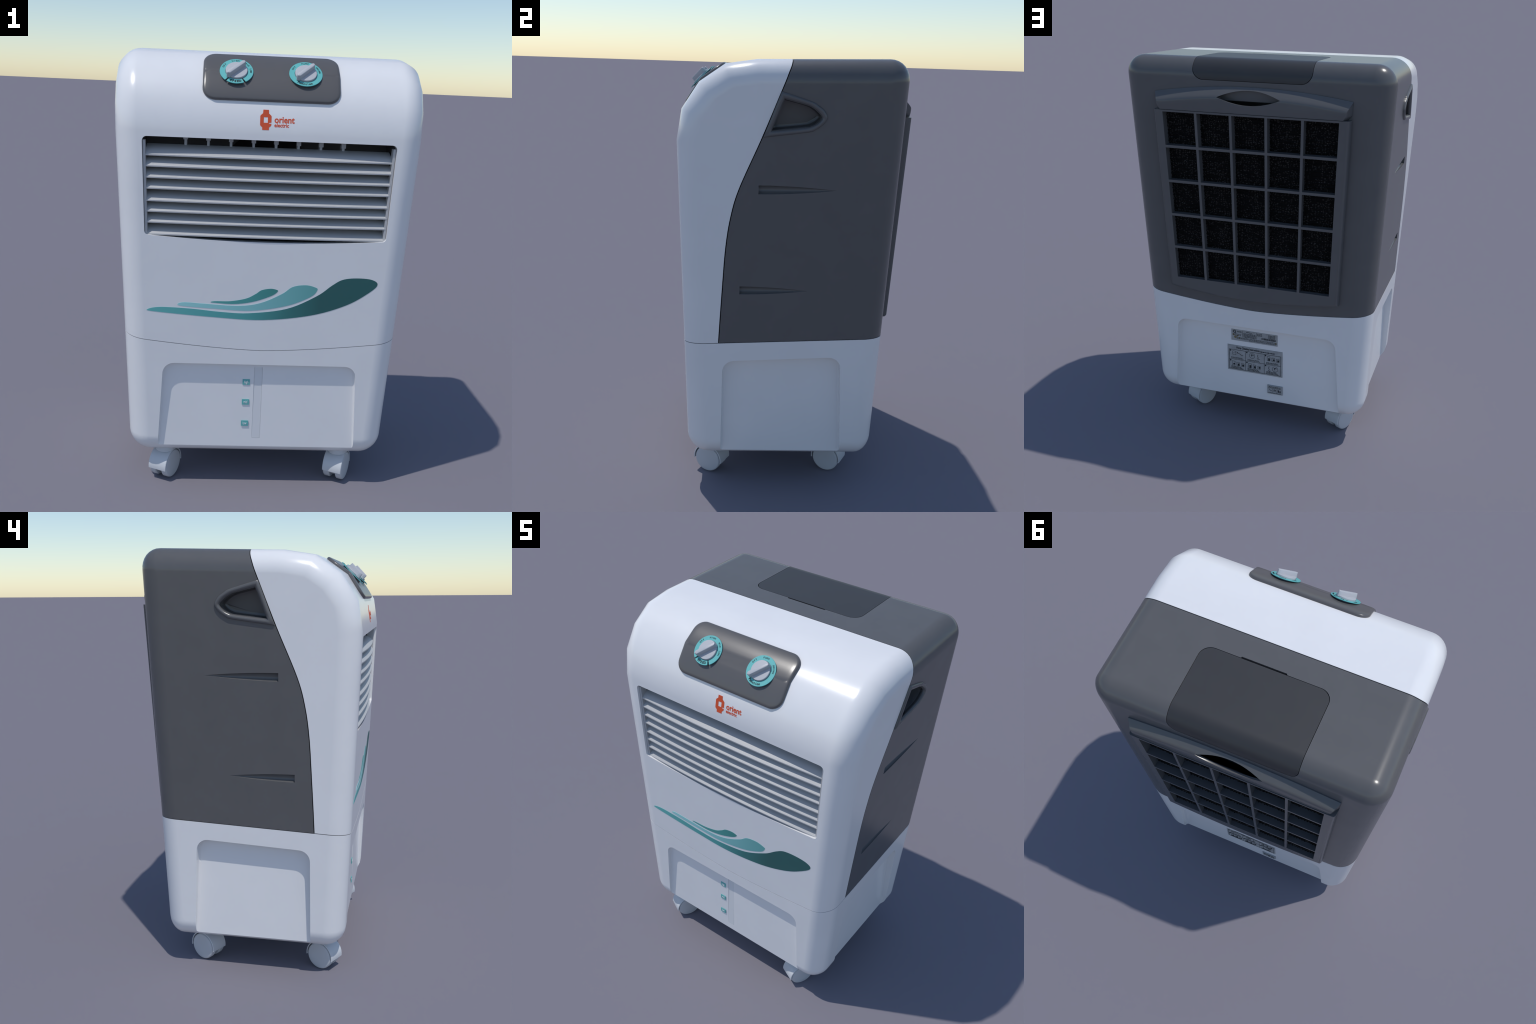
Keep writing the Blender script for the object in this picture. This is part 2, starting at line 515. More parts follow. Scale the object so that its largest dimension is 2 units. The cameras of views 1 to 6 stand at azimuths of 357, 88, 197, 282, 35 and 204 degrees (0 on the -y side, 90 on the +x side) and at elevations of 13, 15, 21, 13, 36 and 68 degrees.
# dark duct lining the opening behind the rim; its dark colour stands in for shade
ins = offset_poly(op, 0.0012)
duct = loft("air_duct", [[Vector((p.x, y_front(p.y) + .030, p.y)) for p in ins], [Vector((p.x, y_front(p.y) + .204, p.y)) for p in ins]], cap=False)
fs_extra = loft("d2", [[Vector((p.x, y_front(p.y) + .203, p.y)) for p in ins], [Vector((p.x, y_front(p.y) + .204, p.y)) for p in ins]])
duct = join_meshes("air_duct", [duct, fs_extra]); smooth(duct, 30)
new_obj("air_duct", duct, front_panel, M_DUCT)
# solid black disc added on the duct's back wall, standing in for an opening
n = 48
fan = loft("f", [[Vector((.0 + .20 * math.cos(2 * math.pi * k / n), y_front(1.45) + d, 1.45 + .20 * math.sin(2 * math.pi * k / n))) for k in range(n)] for d in (.190, .201)])
new_obj("black_disc", fan, front_panel, M_DARK)

# ---- louvers : sloping bowed blades
LZ = [1.5430, 1.4970, 1.4490, 1.4030, 1.3500, 1.3040, 1.2570, 1.2045]
def louver_mesh(L):
    nx = 28
    # cross-section (depth behind front edge, height)
    sec = [(.0005, -.0038), (0, .0016), (.0145, .0150), (.028, .0240), (.050, .0335), (.074, .0415), (.0755, .0385), (.051, .0300), (.029, .0200), (.016, .0110), (.0035, -.0032)]
    loops = []
    for i in range(nx + 1):
        x = -L + 2 * L * i / nx
        bow = -.017 * (1 - (x / L) ** 2)
        loops.append([Vector((x, bow * (1 - d / .085) + d, h)) for d, h in sec])
    me = loft("louver", loops); smooth(me, 24)
    return me
LM = louver_mesh(.5215)
for i, z in enumerate(LZ):
    o = new_obj("louver", LM, front_panel, None if i else M_LOUVER)
    o.location = (0, y_front(z) + (.0110 if i else .0150), z)
    o.scale = (1 - .0009 * i, 1, 1)
    o.rotation_euler = (0, math.radians(random.uniform(-.05, .05)), 0)
# side stiles of the louver frame
for s in (1, -1):
    vs = []
    for z in (1.206, 1.604):
        xw = .5222 + (.5355 - .5222) * (z - 1.2025) / .418
        for y in (.012, .05):
            for x in (xw - .0125, xw - .0015): vs.append((s * x, y_front(z) + y, z))
    st = from_py("stile", vs, [(0, 1, 3, 2), (4, 6, 7, 5), (0, 4, 5, 1), (2, 3, 7, 6), (0, 2, 6, 4), (1, 5, 7, 3)])
    st = bevel_mesh(st, .0015, 2)
    new_obj("louver_stile", st, front_panel, M_LOUVER)
# vertical vanes behind the louvers
def vane_mesh():
    a = box("v", -.0055, .0055, 0, .055, -.20, .175)
    b = box("v", -.0095, .0095, -.006, .02, .166, .1925)
    me = join_meshes("vane", [bevel_mesh(a, .0012, 2), bevel_mesh(b, .0012, 2)])
    smooth(me, 30)
    return me
VM = vane_mesh()
for i in range(8):
    x = -.3575 + .0968 * i
    o = new_obj("vertical_vane", VM, front_panel, None if i else M_VANE)
    o.location = (x, -.424, 1.4405 - .0018 * i)
    o.rotation_euler = (0, 0, math.radians(-2 + i * .6))

# ---- wave decals
W1 = [(-.505, .867), (-.449, .8785), (-.314, .874), (-.19, .863), (-.062, .860), (.106, .885), (.235, .947), (.30, .998), (.345, .0 + 1.026), (.403, 1.035),
      (.472, 1.031), (.502, 1.010), (.471, .973), (.370, .909), (.214, .857), (.003, .830), (-.208, .837), (-.475, .857)]
W2 = [(-.374, .895), (-.346, .903), (-.262, .899), (-.110, .893), (-.011, .909), (.081, .953), (.127, .987), (.184, .997),
      (.227, .988), (.237, .976), (.208, .943), (.105, .899), (-.052, .872), (-.209, .877), (-.356, .886)]
W3 = [(-.231, .907), (-.210, .912), (-.142, .914), (-.075, .928), (-.034, .950), (-.009, .968), (.028, .976), (.054, .973),
      (.063, .965), (.035, .943), (-.043, .914), (-.126, .901), (-.210, .904)]
for pts, m in ((W1, M_W1), (W2, M_W2), (W3, M_W3)):
    c = catmull(pts, 6)
    loops = [[Vector((p.x, y_front(p.y) + d, p.y)) for p in c] for d in (.002, -.0008)]
    new_obj("wave_decal", loft("wave", loops), front_panel, m)

# ---- emblem and lettering
def plane_frame(origin, u, v):
    u = Vector(u).normalized(); v = Vector(v).normalized(); w = u.cross(v)
    return Matrix(((u.x, v.x, w.x, origin[0]), (u.y, v.y, w.y, origin[1]), (u.z, v.z, w.z, origin[2]), (0, 0, 0, 1)))

def text_mesh(body, size, bold=0.0, depth=0.0006, align='CENTER', sx=1.0):
    cu = bpy.data.curves.new("t", 'FONT'); cu.body = body; cu.size = size; cu.extrude = depth
    cu.align_x = align; cu.align_y = 'CENTER'; cu.offset = bold; cu.resolution_u = 3
    o = bpy.data.objects.new("t", cu); SC.objects.link(o)
    dg = bpy.context.evaluated_depsgraph_get(); dg.update()
    me = bpy.data.meshes.new_from_object(o.evaluated_get(dg))
    bpy.data.objects.remove(o)
    me.materials.clear()
    if sx != 1: me.transform(Matrix.Diagonal((sx, 1, 1, 1)))
    return me

def flat_shape(pts, h=0.0004, holes=None):
    me = loft("s", [[Vector((p[0], p[1], z)) for p in pts] for z in (-h, h)])
    if holes:
        for q in holes: me = boolean(me, loft("h", [[Vector((p[0], p[1], z)) for p in q] for z in (-.02, .02)]), "DIFFERENCE")
    return me

facet_u = Vector((1, 0, 0)); facet_v = Vector((0, NOSE[1][0] - NOSE[0][0], NOSE[1][1] - NOSE[0][1])).normalized()
def on_facet(x, z, lift=.0004):
    t = (z - NOSE[0][1]) / (NOSE[1][1] - NOSE[0][1])
    y = NOSE[0][0] + (NOSE[1][0] - NOSE[0][0]) * t
    w = facet_u.cross(facet_v)
    return Vector((x, y, z)) + w * lift
ring = round_poly([(-.0235, -.022), (-.010, -.034), (.010, -.034), (.0235, -.022), (.0235, .018), (.012, .028), (-.012, .028), (-.0235, .018)], [.008] * 8, 4)
hole = [(-.0085, -.011), (.0085, -.011), (.0085, .012), (-.0085, .012)]
bite = [(.012, -.0115), (.03, -.0085), (.03, -.0135), (.016, -.0150)]
emb = [flat_shape(ring, holes=[hole, bite]), flat_shape([(-.0125, .026), (.0125, .026), (.0115, .0425), (-.0115, .0425)], .0005),
       flat_shape([(-.014, -.041), (.014, -.041), (.014, -.028), (-.014, -.028)], .0005)]
for e in emb: e.transform(plane_frame(on_facet(-.0245, 1.704), facet_u, facet_v))
emblem = new_obj("emblem", join_meshes("emblem", emb), front_panel, M_ORANGE)
t1 = text_mesh("orient", .0375, .0010, .0003, align='LEFT', sx=.90); t1.transform(plane_frame(on_facet(.0115, 1.7060), facet_u, facet_v))
t2 = text_mesh("electric", .0228, .0006, .0003, align='LEFT', sx=.90); t2.transform(plane_frame(on_facet(.0115, 1.6840), facet_u, facet_v))
new_obj("lettering", join_meshes("lettering", [t1, t2]), front_panel, M_ORANGE)

# ================================================================== control panel
nose_pts = [Vector(p) for p in reversed(NOSE)]           # from the top down to the front
nose_walk = [Vector((0.1, z_top(.1)))] + nose_pts + [Vector((y_front(1.3), 1.3))]
p_at, p_s = walker(nose_walk)
s_kink = p_s(3); s_top = p_s(2); s_low = p_s(4)
steps = [(0, -.004), (0, .005), (.0012, .0085), (.004, .0118), (.008, .0135), (.014, .0142), (.03, .0145), (.05, .0145), (.07, .0145), (.09, .0145), (.1035, .0145)]
S0, S1 = s_top + .006, s_low - .004
loops = hug_plate("control_panel", p_at, -.291, .287, S0, S1, .055, steps, 16, 8)
cp = loft("control_panel", loops); smooth(cp, 50)
def soften(me):
    """spread the bend of the two facets over the whole panel, as one soft curve"""
    def facet_n(a, b): e = Vector(b) - Vector(a); return Vector((0, e.y, -e.x)).normalized()
    walk = nose_walk
    fn = [facet_n(walk[k], walk[k + 1]) for k in range(len(walk) - 1)]
    vn = {k: (fn[k - 1] + fn[k]).normalized() for k in range(1, len(walk) - 1)}
    out = []
    for loop in me.loops:
        v = me.vertices[loop.vertex_index]; co = v.co
        best = None
        for k in range(1, len(walk) - 2):
            a, b = walk[k], walk[k + 1]; e = b - a; q = Vector((co.y, co.z)) - a
            t = max(0, min(1, q.dot(e) / e.dot(e))); dd = (q - e * t).length
            if best is None or dd < best[0]: best = (dd, k, t)
        _, k, t = best
        n = v.normal - fn[k] + vn[k].lerp(vn[k + 1], t)
        out.append(n.normalized() if v.normal.dot(fn[k]) > .2 else v.normal.copy())
    me.shade_smooth(); me.normals_split_custom_set(out)
soften(cp)
control_panel = new_obj("control_panel", cp, root, M_PANEL)

K = Vector((0, NOSE[2][0], NOSE[2][1]))
kv = Vector((0, 1, 1)).normalized(); ku = Vector((1, 0, 0)); kw = ku.cross(kv)   # kw points out of the panel
RO, RI = .0705, .0475
def ring_sector(a0, a1, h0, h1, n=64):
    full = abs(a1 - a0) > 6.28
    m = n if full else n + 1
    loops = []
    for r, h in ((RI, h0), (RO, h0), (RO, h1 - .0008), (RO - .0008, h1), (RI, h1)):
        loops.append([Vector((r * math.cos(a0 + (a1 - a0) * k / n), r * math.sin(a0 + (a1 - a0) * k / n), h)) for k in range(m)])
    loops.append(loops[0])
    me = loft("ring", loops, cap=False, closed=full)
    if not full:
        bm = bmesh.new(); bm.from_mesh(me); bmesh.ops.remove_doubles(bm, verts=bm.verts, dist=1e-6)
        bmesh.ops.holes_fill(bm, edges=bm.edges); bmesh.ops.recalc_face_normals(bm, faces=bm.faces); bm.to_mesh(me); bm.free()
    smooth(me, 30)
    return me

def arc_word(word, ang, r, size, top_out=True, pitch=None, bold=0.0):
    out = []; pitch = pitch or size * .78
    n = len(word)
    for i, ch in enumerate(word):
        off = (i - (n - 1) / 2) * pitch / r
        a = ang - off if top_out else ang + off
        me = text_mesh(ch, size, bold, .0004)
        rot = a - math.pi / 2 if top_out else a + math.pi / 2
        me.transform(Matrix.Translation((r * math.cos(a), r * math.sin(a), RING_TOP + .0005)) @ Matrix.Rotation(rot, 4, 'Z'))
        out.append(me)
    return out

RING_TOP = .0155
def knob_mesh():
    parts = []
    n = 56
    rings = [(.046, .004), (.046, .0215), (.0445, .0232), (.040, .0236)]
    parts.append(loft("k", [[Vector((r * math.cos(2 * math.pi * k / n), r * math.sin(2 * math.pi * k / n), h)) for k in range(n)] for r, h in rings]))
    # grip bar : tapered pointer outline, domed
    bar = round_poly([(-.0565, 0), (-.047, -.0095), (.040, -.0085), (.048, -.005), (.048, .005), (.040, .0085), (-.047, .0095)], [.003, .003, .003, .003, .003, .003, .003], 3)
    bl = []
    for i, h in ((-.0018, .018), (-.0006, .030), (.0, .0415), (.0007, .0432), (.0022, .0440)):
        bl.append([Vector((p.x, p.y, h)) for p in offset_poly(bar, i)])
    parts.append(loft("b", bl))
    for p in parts: smooth(p, 40)
    me = join_meshes("knob", parts)
    me.transform(Matrix.Rotation(math.radians(45), 4, 'Z'))
    return me
KM = knob_mesh()
KM.materials.append(M_KNOB)
d2r = math.radians
for idx, cx in enumerate((-.1515, .140)):
    F = plane_frame(K + Vector((cx, 0, 0)), ku, kv)
    if idx == 0:
        rm = [ring_sector(d2r(-56.5), d2r(227.5), RING_TOP - .003, RING_TOP), ring_sector(d2r(234), d2r(297), RING_TOP - .003, RING_TOP, 24)]
        words = (arc_word("OFF", d2r(150), .0595, .0108) + arc_word("HIGH", d2r(95), .0595, .0108) + arc_word("MID", d2r(42), .0595, .0108)
                 + arc_word("LOW", d2r(5), .0595, .0108) + arc_word("SPEED", d2r(266), .0595, .0155, False, .0098, .0004))
    else:
        rm = [ring_sector(0, 2 * math.pi, RING_TOP - .003, RING_TOP)]
        words = (arc_word("OFF", d2r(148), .0595, .0108) + arc_word("PUMP", d2r(92), .0595, .0108) + arc_word("SWING", d2r(25), .0595, .0108)
                 + arc_word("Function", d2r(264), .0595, .0150, False, .0082, .0004))
    rme = join_meshes("dial_ring", rm); rme.transform(F); rme.materials.clear(); rme.materials.append(M_TEAL)
    dr = new_obj("dial_ring", rme, control_panel)
    wme = join_meshes("dial_lettering", words); wme.transform(F)
    new_obj("dial_lettering", wme, control_panel, M_INK)
    # dark collar below the ring
    col = loft("c", [[Vector((r * math.cos(2 * math.pi * k / 48), r * math.sin(2 * math.pi * k / 48), h)) for k in range(48)] for r, h in ((.055, -.002), (.055, .0122), (.0475, .0126))])
    smooth(col, 40); col.transform(F)
    new_obj("dial_collar", col, control_panel, M_PANEL)
    ko = new_obj("knob", KM, control_panel)
    ko.matrix_world = F

# ================================================================== rear housing
# ---- top lid bent over the back edge
lid_walk = [prof[i] for i in range(ARC_B0 - 1, ARC_B0 + 12)]   # from back wall up over the corner to the top
l_at, l_s = walker(lid_walk)
def s_at_top(y):   # arc length where the top reaches this y
    i0 = 9  # last arc point index in lid_walk
    return l_s(i0) + (lid_walk[i0].x - y)
LS0 = (1.903 - 1.8) * 1.001; LS1 = s_at_top(.093)
def lid_block(grow, h0, h1):
    out = hug_plate("lid", l_at, -.2925 - grow, .2925 + grow, LS0 - grow, LS1 + grow, .055, [(0, h0), (0, h1)], 1, 8)
    # refine the long edges so the block follows the bend
    def lp(h):
        a, b = .2925 + grow, (LS1 - LS0) / 2 + grow; cs = (LS0 + LS1) / 2
        pts = round_poly([(-a, -b), (a, -b), (a, b), (-a, b)], [.055] * 4, 8, 28)
        return [l_at(p.x, cs + p.y, h) for p in pts], [(p.x, cs + p.y) for p in pts]
    return lp(h0)[0], lp(h1)[0]
def strip_block(grow, h0, h1):
    """closed block built from cross strips so that its faces stay on the bent surface"""
    a, s0, s1, r = .2925 + grow, LS0 - grow, LS1 + grow, .055
    svals = sorted(set([s0 + r * (1 - math.cos(math.pi / 2 * k / 10)) for k in range(11)] + [s1 - r * (1 - math.cos(math.pi / 2 * k / 10)) for k in range(11)]
                       + [l_s(i) for i in range(13) if s0 + r < l_s(i) < s1 - r] + [s0 + r + (s1 - s0 - 2 * r) * k / 30 for k in range(31)]))
    loops = []
    for s in svals:
        d = min(s - s0, s1 - s); w = a
        if d < r: w = a - r + math.sqrt(max(0, r * r - (r - d) ** 2))
        loops.append([l_at(-w, s, h0), l_at(w, s, h0), l_at(w, s, h1), l_at(-w, s, h1)])
    return loft("lid_block", loops)
lid = boolean(rear, strip_block(0.0, -.02, .03), "INTERSECT")
rear = boolean(rear, strip_block(0.0023, -.0205, .03), "DIFFERENCE")
# finger notch in front of the lid
rear = boolean(rear, box("n", -.087, .125, .080, .0945, 1.975, 2.05), "DIFFERENCE") if False else boolean(rear, loft("n", [[Vector((x, y, z)) for x, y in ((-.083, .0845), (.121, .0845), (.127, .0935), (-.089, .0935))] for z in (1.972, 2.05)]), "DIFFERENCE")

# ---- carrying handle pockets and side grooves
H_OUT = [(-.0725, 1.8595), (-.1435, 1.671), (.036, 1.6955), (.072, 1.708), (.105, 1.733), (.1195, 1.759), (.104, 1.789), (.078, 1.808), (.052, 1.8225)]
H_IN = [(-.060, 1.829), (-.109, 1.6995), (.026, 1.7155), (.056, 1.7225), (.080, 1.736), (.0965, 1.758), (.079, 1.780), (.055, 1.797), (.026, 1.8085)]
def handle_curve(ctrl, per=5):
    """straight seam side and flanks, rounded nose"""
    a, b = Vector(ctrl[0]), Vector(ctrl[1])
    nose = catmull([ctrl[1]] + ctrl[2:] + [ctrl[0]], per, False)
    side = [a.lerp(b, k / 6) for k in range(1, 6)]
    return nose + side          # counter-clockwise in (y, z)
hin = handle_curve(H_IN); hout = handle_curve(H_OUT)
def wall(s, y, z, out=0.0): return Vector((s * (half_width(z) + out), y, z))
for s in (1, -1):
    taper = [(.03, 0), (-.062, 0.0), (-.074, .006), (-.078, .016)]
    rear = boolean(rear, loft("hp", [[wall(s, p.x, p.y, o) for p in offset_poly(hin, i)] for o, i in taper]), "DIFFERENCE")
    for y0, y1, z0, z1, rr in ((-.1565, .172, 1.4495, 1.4535, .0192), (-.228, .068, .9975, .9995, .0186)):
        n = 20; loops = []
        for k in range(15):
            t = k / 14
            r = rr * max(.02, 1 - t ** 2.0)
            y = y0 + (y1 - y0) * t; z = z0 + (z1 - z0) * t
            loops.append([Vector((s * (half_width(z) + r * 1.1 * math.sin(2 * math.pi * q / n)), y, z + r * math.cos(2 * math.pi * q / n))) for q in range(n)])
        rear = boolean(rear, loft("g", loops), "DIFFERENCE")

rear = boolean(rear, box("well", -.145, .145, .305, .415, 1.30, 1.80), "DIFFERENCE")   # hollow behind the pad
# ---- pocket behind the rear grille
GP = [(-.415, .855), (.415, .855), (.440, 1.752), (-.440, 1.752)]
pocket = loft("p", [[Vector((x, y_back(z) + d, z)) for x, z in GP] for d in (.05, -.075)])
rear = boolean(rear, pocket, "DIFFERENCE")
lens_cut = None
# lens-shaped finger slot in the brow also bites into the housing
def lens(w, top, bot, zc, n=20):
    pts = []
    for k in range(n): t = -1 + 2 * k / n; pts.append((w * t, zc - bot * (1 - t * t)))
    for k in range(n): t = 1 - 2 * k / n; pts.append((w * t, zc + top * (1 - t * t)))
    return pts
LN = lens(.156, .034, .033, 1.8305)
lens_block = loft("ln", [[Vector((x, y_back(z) + d, z)) for x, z in LN] for d in (.12, -.12)])
rear = boolean(rear, box("cav", -.145, .145, .305, .60, 1.68, 1.8115), "DIFFERENCE")
body_normals(rear)
body_normals(lid)
rear_housing = new_obj("rear_housing", rear, root, M_GREY)
new_obj("top_lid", lid, rear_housing, M_LID)

# raised rims of the carrying handles
for s in (1, -1):
    prof_h = [(0.0, -.004), (0.0, .0035), (.12, .0072), (.32, .0098), (.55, .0098), (.78, .0070), (.93, .002), (1.0, -.005), (1.0, -.012)]
    loops = []
    for t, h in prof_h:
        loops.append([wall(s, a.x + (b.x - a.x) * t, a.y + (b.y - a.y) * t, h) for a, b in zip(hout, hin)])
    me = loft("handle", loops, cap=False); 
    if s < 0: pass
    smooth(me, 60)
    new_obj("carrying_handle", me, rear_housing, M_GREY)

# ---- rear grille : raised frame, five by five windows, arched brow
def y_grille(z): return .4360 + .0423 * z          # outer face of the grille
def bk(x, z, d=0.0): return Vector((x, y_grille(z) + d, z))
def frame_outline(i):
    top = [(-.485 + i + (.970 - 2 * i) * k / 12, 1.757) for k in range(13)]
    low = [(.453 - i - (.906 - 2 * i) * k / 16, .825 + i - .038 * (1 - ((k - 8) / 8) ** 2)) for k in range(17)]
    pts = [Vector(p) for p in top + low]
    return list(reversed(pts))
fl = []
for i, d in ((0, -.060), (.0, -.030), (.003, -.010), (.006, -.0045), (.010, -.001), (.016, 0)): fl.append([bk(p.x, p.y, d) for p in frame_outline(i)])
frame = loft("grille", fl + [[bk(p.x, p.y, 0) for p in frame_outline(.020)]])
frame2 = loft("grille_back", [[bk(p.x, p.y, -.066) for p in frame_outline(.044)], [bk(p.x, p.y, -.03) for p in frame_outline(.044)]])
frame = boolean(frame, frame2, "UNION")
def half_at(z): return .4065 + (.4345 - .4065) * (z - .868) / (1.746 - .868)
ZB, ZT, BAR = .882, 1.748, .0128
for r in range(5):
    for c in range(5):
        z0 = ZB + (ZT - ZB + BAR) * r / 5; z1 = z0 + (ZT - ZB + BAR) / 5 - BAR
        q = []
        for z in (z0, z1):
            hw = half_at(z); step = (2 * hw + BAR) / 5
            x0 = -hw + step * c; q.append((x0, x0 + step - BAR))
        pts = [(q[0][0], z0), (q[0][1], z0), (q[1][1], z1), (q[1][0], z1)]
        frame = boolean(frame, loft("w", [[bk(x, z, d) for x, z in pts] for d in (.06, -.09)]), "DIFFERENCE")
smooth(frame, 30)
grille = new_obj("rear_grille", frame, rear_housing, M_GREY)

# brow above the windows
def brow_outline(i, lower):
    top = []
    for k in range(25):
        x = .488 - i * .5 - (.976 - i) * k / 24
        z = 1.838 + .040 * (1 - (x / .488) ** 2) - i
        top.append((x, z))
    low = [(-.485 + i * .5, 1.776 + lower), (-.468 + i * .4, 1.7585 + lower), (-.30, 1.7585 + lower), (0, 1.7585 + lower), (.30, 1.7585 + lower), (.468 - i * .4, 1.7585 + lower), (.485 - i * .5, 1.776 + lower)]
    return [Vector(p) for p in top + low]
bl = []
for i, d in ((0, -.062), (.0, -.044), (.012, -.032), (.030, -.0150), (.038, -.0085), (.045, -.0046), (.052, -.0034)):
    bl.append([bk(p.x, p.y, d) for p in brow_outline(i, 0.0)])
brow = loft("brow", bl)
brow = boolean(brow, box("hollow", -.150, .150, .38, .4985, 1.72, 1.836), "DIFFERENCE")   # thin hood, open behind
brow = boolean(brow, lens_block, "DIFFERENCE")
smooth(brow, 30)
new_obj("grille_brow", brow, rear_housing, M_GREY)
# cooling pad : rippled honeycomb sheet deep in the pocket
nx, nz = 300, 300; vs = []; fs = []
for j in range(nz + 1):
    z = .857 + (1.750 - .857) * j / nz
    hw = .4145 + (.4395 - .4145) * (z - .855) / .897
    for i in range(nx + 1):
        x = -hw + 2 * hw * i / nx
        wob = .0035 * math.sin(x * 31 + z * 7) + .0025 * math.sin(x * 83)
        row = math.sin(2 * math.pi * (z + wob) / .0185)
        cell = math.sin(2 * math.pi * x / .0145 + (math.pi if math.sin(math.pi * (z + wob) / .0185) > 0 else 0))
        h = max(0, row) ** 1.5 * (.45 + .55 * max(0, cell)) * .008 + random.uniform(-.001, .001)
        vs.append((x, y_grille(z) - .044 + .015 * (1.75 - z) / .9 + h, z))
for j in range(nz):
    for i in range(nx):
        a = j * (nx + 1) + i; fs.append((a, a + 1, a + nx + 2, a + nx + 1))
pad = from_py("cooling_pad", vs, fs); pad.shade_smooth()
po = new_obj("cooling_pad", pad, rear_housing, M_PAD)
po["kind"] = "stuff"

# dark box added inside so the seam gaps stay black, not see-through
core = box("core", -.50, .50, -.20, .30, .40, 1.93)
# dark gaskets added just under the two side seams to stop light leaking through
blockers = [core]
for s in (1, -1):
    loops = []
    for k in range(60):
        z = .765 + (1.915 - .765) * k / 59; y = seam_y(z); x = half_width(z) - .014
        loops.append([Vector((s * xx, y + dy, z)) for xx, dy in ((x, -.012), (x, .012), (x - .008, .012), (x - .008, -.012))])
    blockers.append(loft("blocker", loops))
new_obj("seam_blocker", join_meshes("seam_blocker", blockers), root, M_DARK)

# ================================================================== level marks and stickers
for z, word in ((.5205, "high"), (.423, "mid"), (.3175, "low")):
    v = Vector((0, floor_y(z + .01) - floor_y(z - .01), .02)).normalized()
    F = plane_frame(Vector((-.0575, floor_y(z) - .0008, z)), (1, 0, 0), v)
    pl = flat_shape([(-.0163, -.0130), (.0163, -.0130), (.0163, .0130), (-.0163, .0130)], .0012)
    pl.materials.clear(); pl.materials.append(M_MARK)
    tx = text_mesh(word, .0195, .0003, .0022, sx=.62); tx.materials.clear(); tx.materials.append(M_MARKTXT)
    me = join_meshes("level_mark", [pl, tx]); me.transform(F)
    new_obj("level_mark", me, water_tank)

def back_floor(z): return y_back(z) - depth_at(z, .038, .030)
def sticker(xc, zc, w, h, details):
    """plate on the rear recess floor; local +u runs toward -x as read from behind"""
    v = Vector((0, back_floor(zc + .01) - back_floor(zc - .01), .02)).normalized()
    F = plane_frame(Vector((xc, back_floor(zc) + .0008, zc)), (-1, 0, 0), v)
    pl = flat_shape([(-w / 2, -h / 2), (w / 2, -h / 2), (w / 2, h / 2), (-w / 2, h / 2)], .001)
    pl.materials.clear(); pl.materials.append(M_STICKER)
    parts = [pl]
    for me, m in details:
        me.transform(Matrix.Translation((0, 0, .0014))); me.materials.clear(); me.materials.append(m); parts.append(me)
    me = join_meshes("sticker", parts); me.transform(F)
    return new_obj("sticker", me, water_tank)
def bar(x0, x1, y0, y1, h=.0006): return flat_shape([(x0, y0), (x1, y0), (x1, y1), (x0, y1)], h)
def disc(x, y, r, n=16, h=.0006): return flat_shape([(x + r * math.cos(2 * math.pi * k / n), y + r * math.sin(2 * math.pi * k / n)) for k in range(n)], h)
def hoop(x, y, r, t, n=24):
    return flat_shape([(x + r * math.cos(2 * math.pi * k / n), y + r * math.sin(2 * math.pi * k / n)) for k in range(n)],
                      .0006, [[(x + (r - t) * math.cos(2 * math.pi * k / n), y + (r - t) * math.sin(2 * math.pi * k / n)) for k in range(n)]])
def frame_rect(x0, x1, y0, y1, t):
    return [bar(x0, x1, y0, y0 + t), bar(x0, x1, y1 - t, y1), bar(x0, x0 + t, y0, y1), bar(x1 - t, x1, y0, y1)]
def stroke(pts, t):
    out = []
    for (a, b), (c, d) in zip(pts, pts[1:]):
        e = Vector((c - a, d - b)); n = Vector((-e.y, e.x)).normalized() * t / 2
        out.append(flat_shape([(a + n.x, b + n.y), (c + n.x, d + n.y), (c - n.x, d - n.y), (a - n.x, b - n.y)][::-1], .0006))
    return out
def scribble(x0, x1, y, h, rng):
    """line of unreadably small print as short dashes"""
    out = []; x = x0
    while x < x1:
        w = rng.uniform(.003, .009); out.append(bar(x, min(x + w, x1), y - h / 2, y + h / 2)); x += w + rng.uniform(.0015, .003)
    return out
rng = random.Random(3)
ink = lambda L: [(m, M_INK) for m in L]

# rating sticker : mark, columns of print, bar code, stains
d = []
d += ink([hoop(-.113, .021, .0085, .0036), bar(-.109, -.1035, .0115, .0145)])
for y in (.024, .0195): d += ink(scribble(-.098, -.070, y, .0022, rng))
for y in (.006, -.001): d += ink(scribble(-.120, -.076, y, .0024, rng))
d += ink([bar(-.0665, -.0655, -.008, .030), bar(.012, .013, -.008, .030)])
for y in (.0235,): d += ink(scribble(-.045, -.015, y, .0028, rng))
for y in (.014, .0075, .001, -.0055): d += ink(scribble(-.061, .008, y, .0030, rng))
for y in (.0245, .019, .0135): d += ink(scribble(.016, .044, y, .0022, rng))
for y in (.0245, .019, .0135, .008): d += ink(scribble(.080, .118, y, .0024, rng))
x = .042
while x < .122:
    w = rng.choice((.0012, .002, .0032)); d += ink([bar(x, x + w, -.0065, .0045)]); x += w + rng.choice((.0012, .002, .0028))
for y in (-.0135, -.019, -.0245): d += ink(scribble(-.10 if y > -.02 else -.03, .120, y, .0021, rng))
for px, py, pr in ((-.118, .002, .006), (-.108, -.012, .0075), (-.096, -.004, .005), (-.085, -.016, .0055), (.122, -.018, .005)):
    d.append((disc(px, py, pr, 10, .0003), M_STAIN))
sticker(.0125, .548, .262, .066, d)

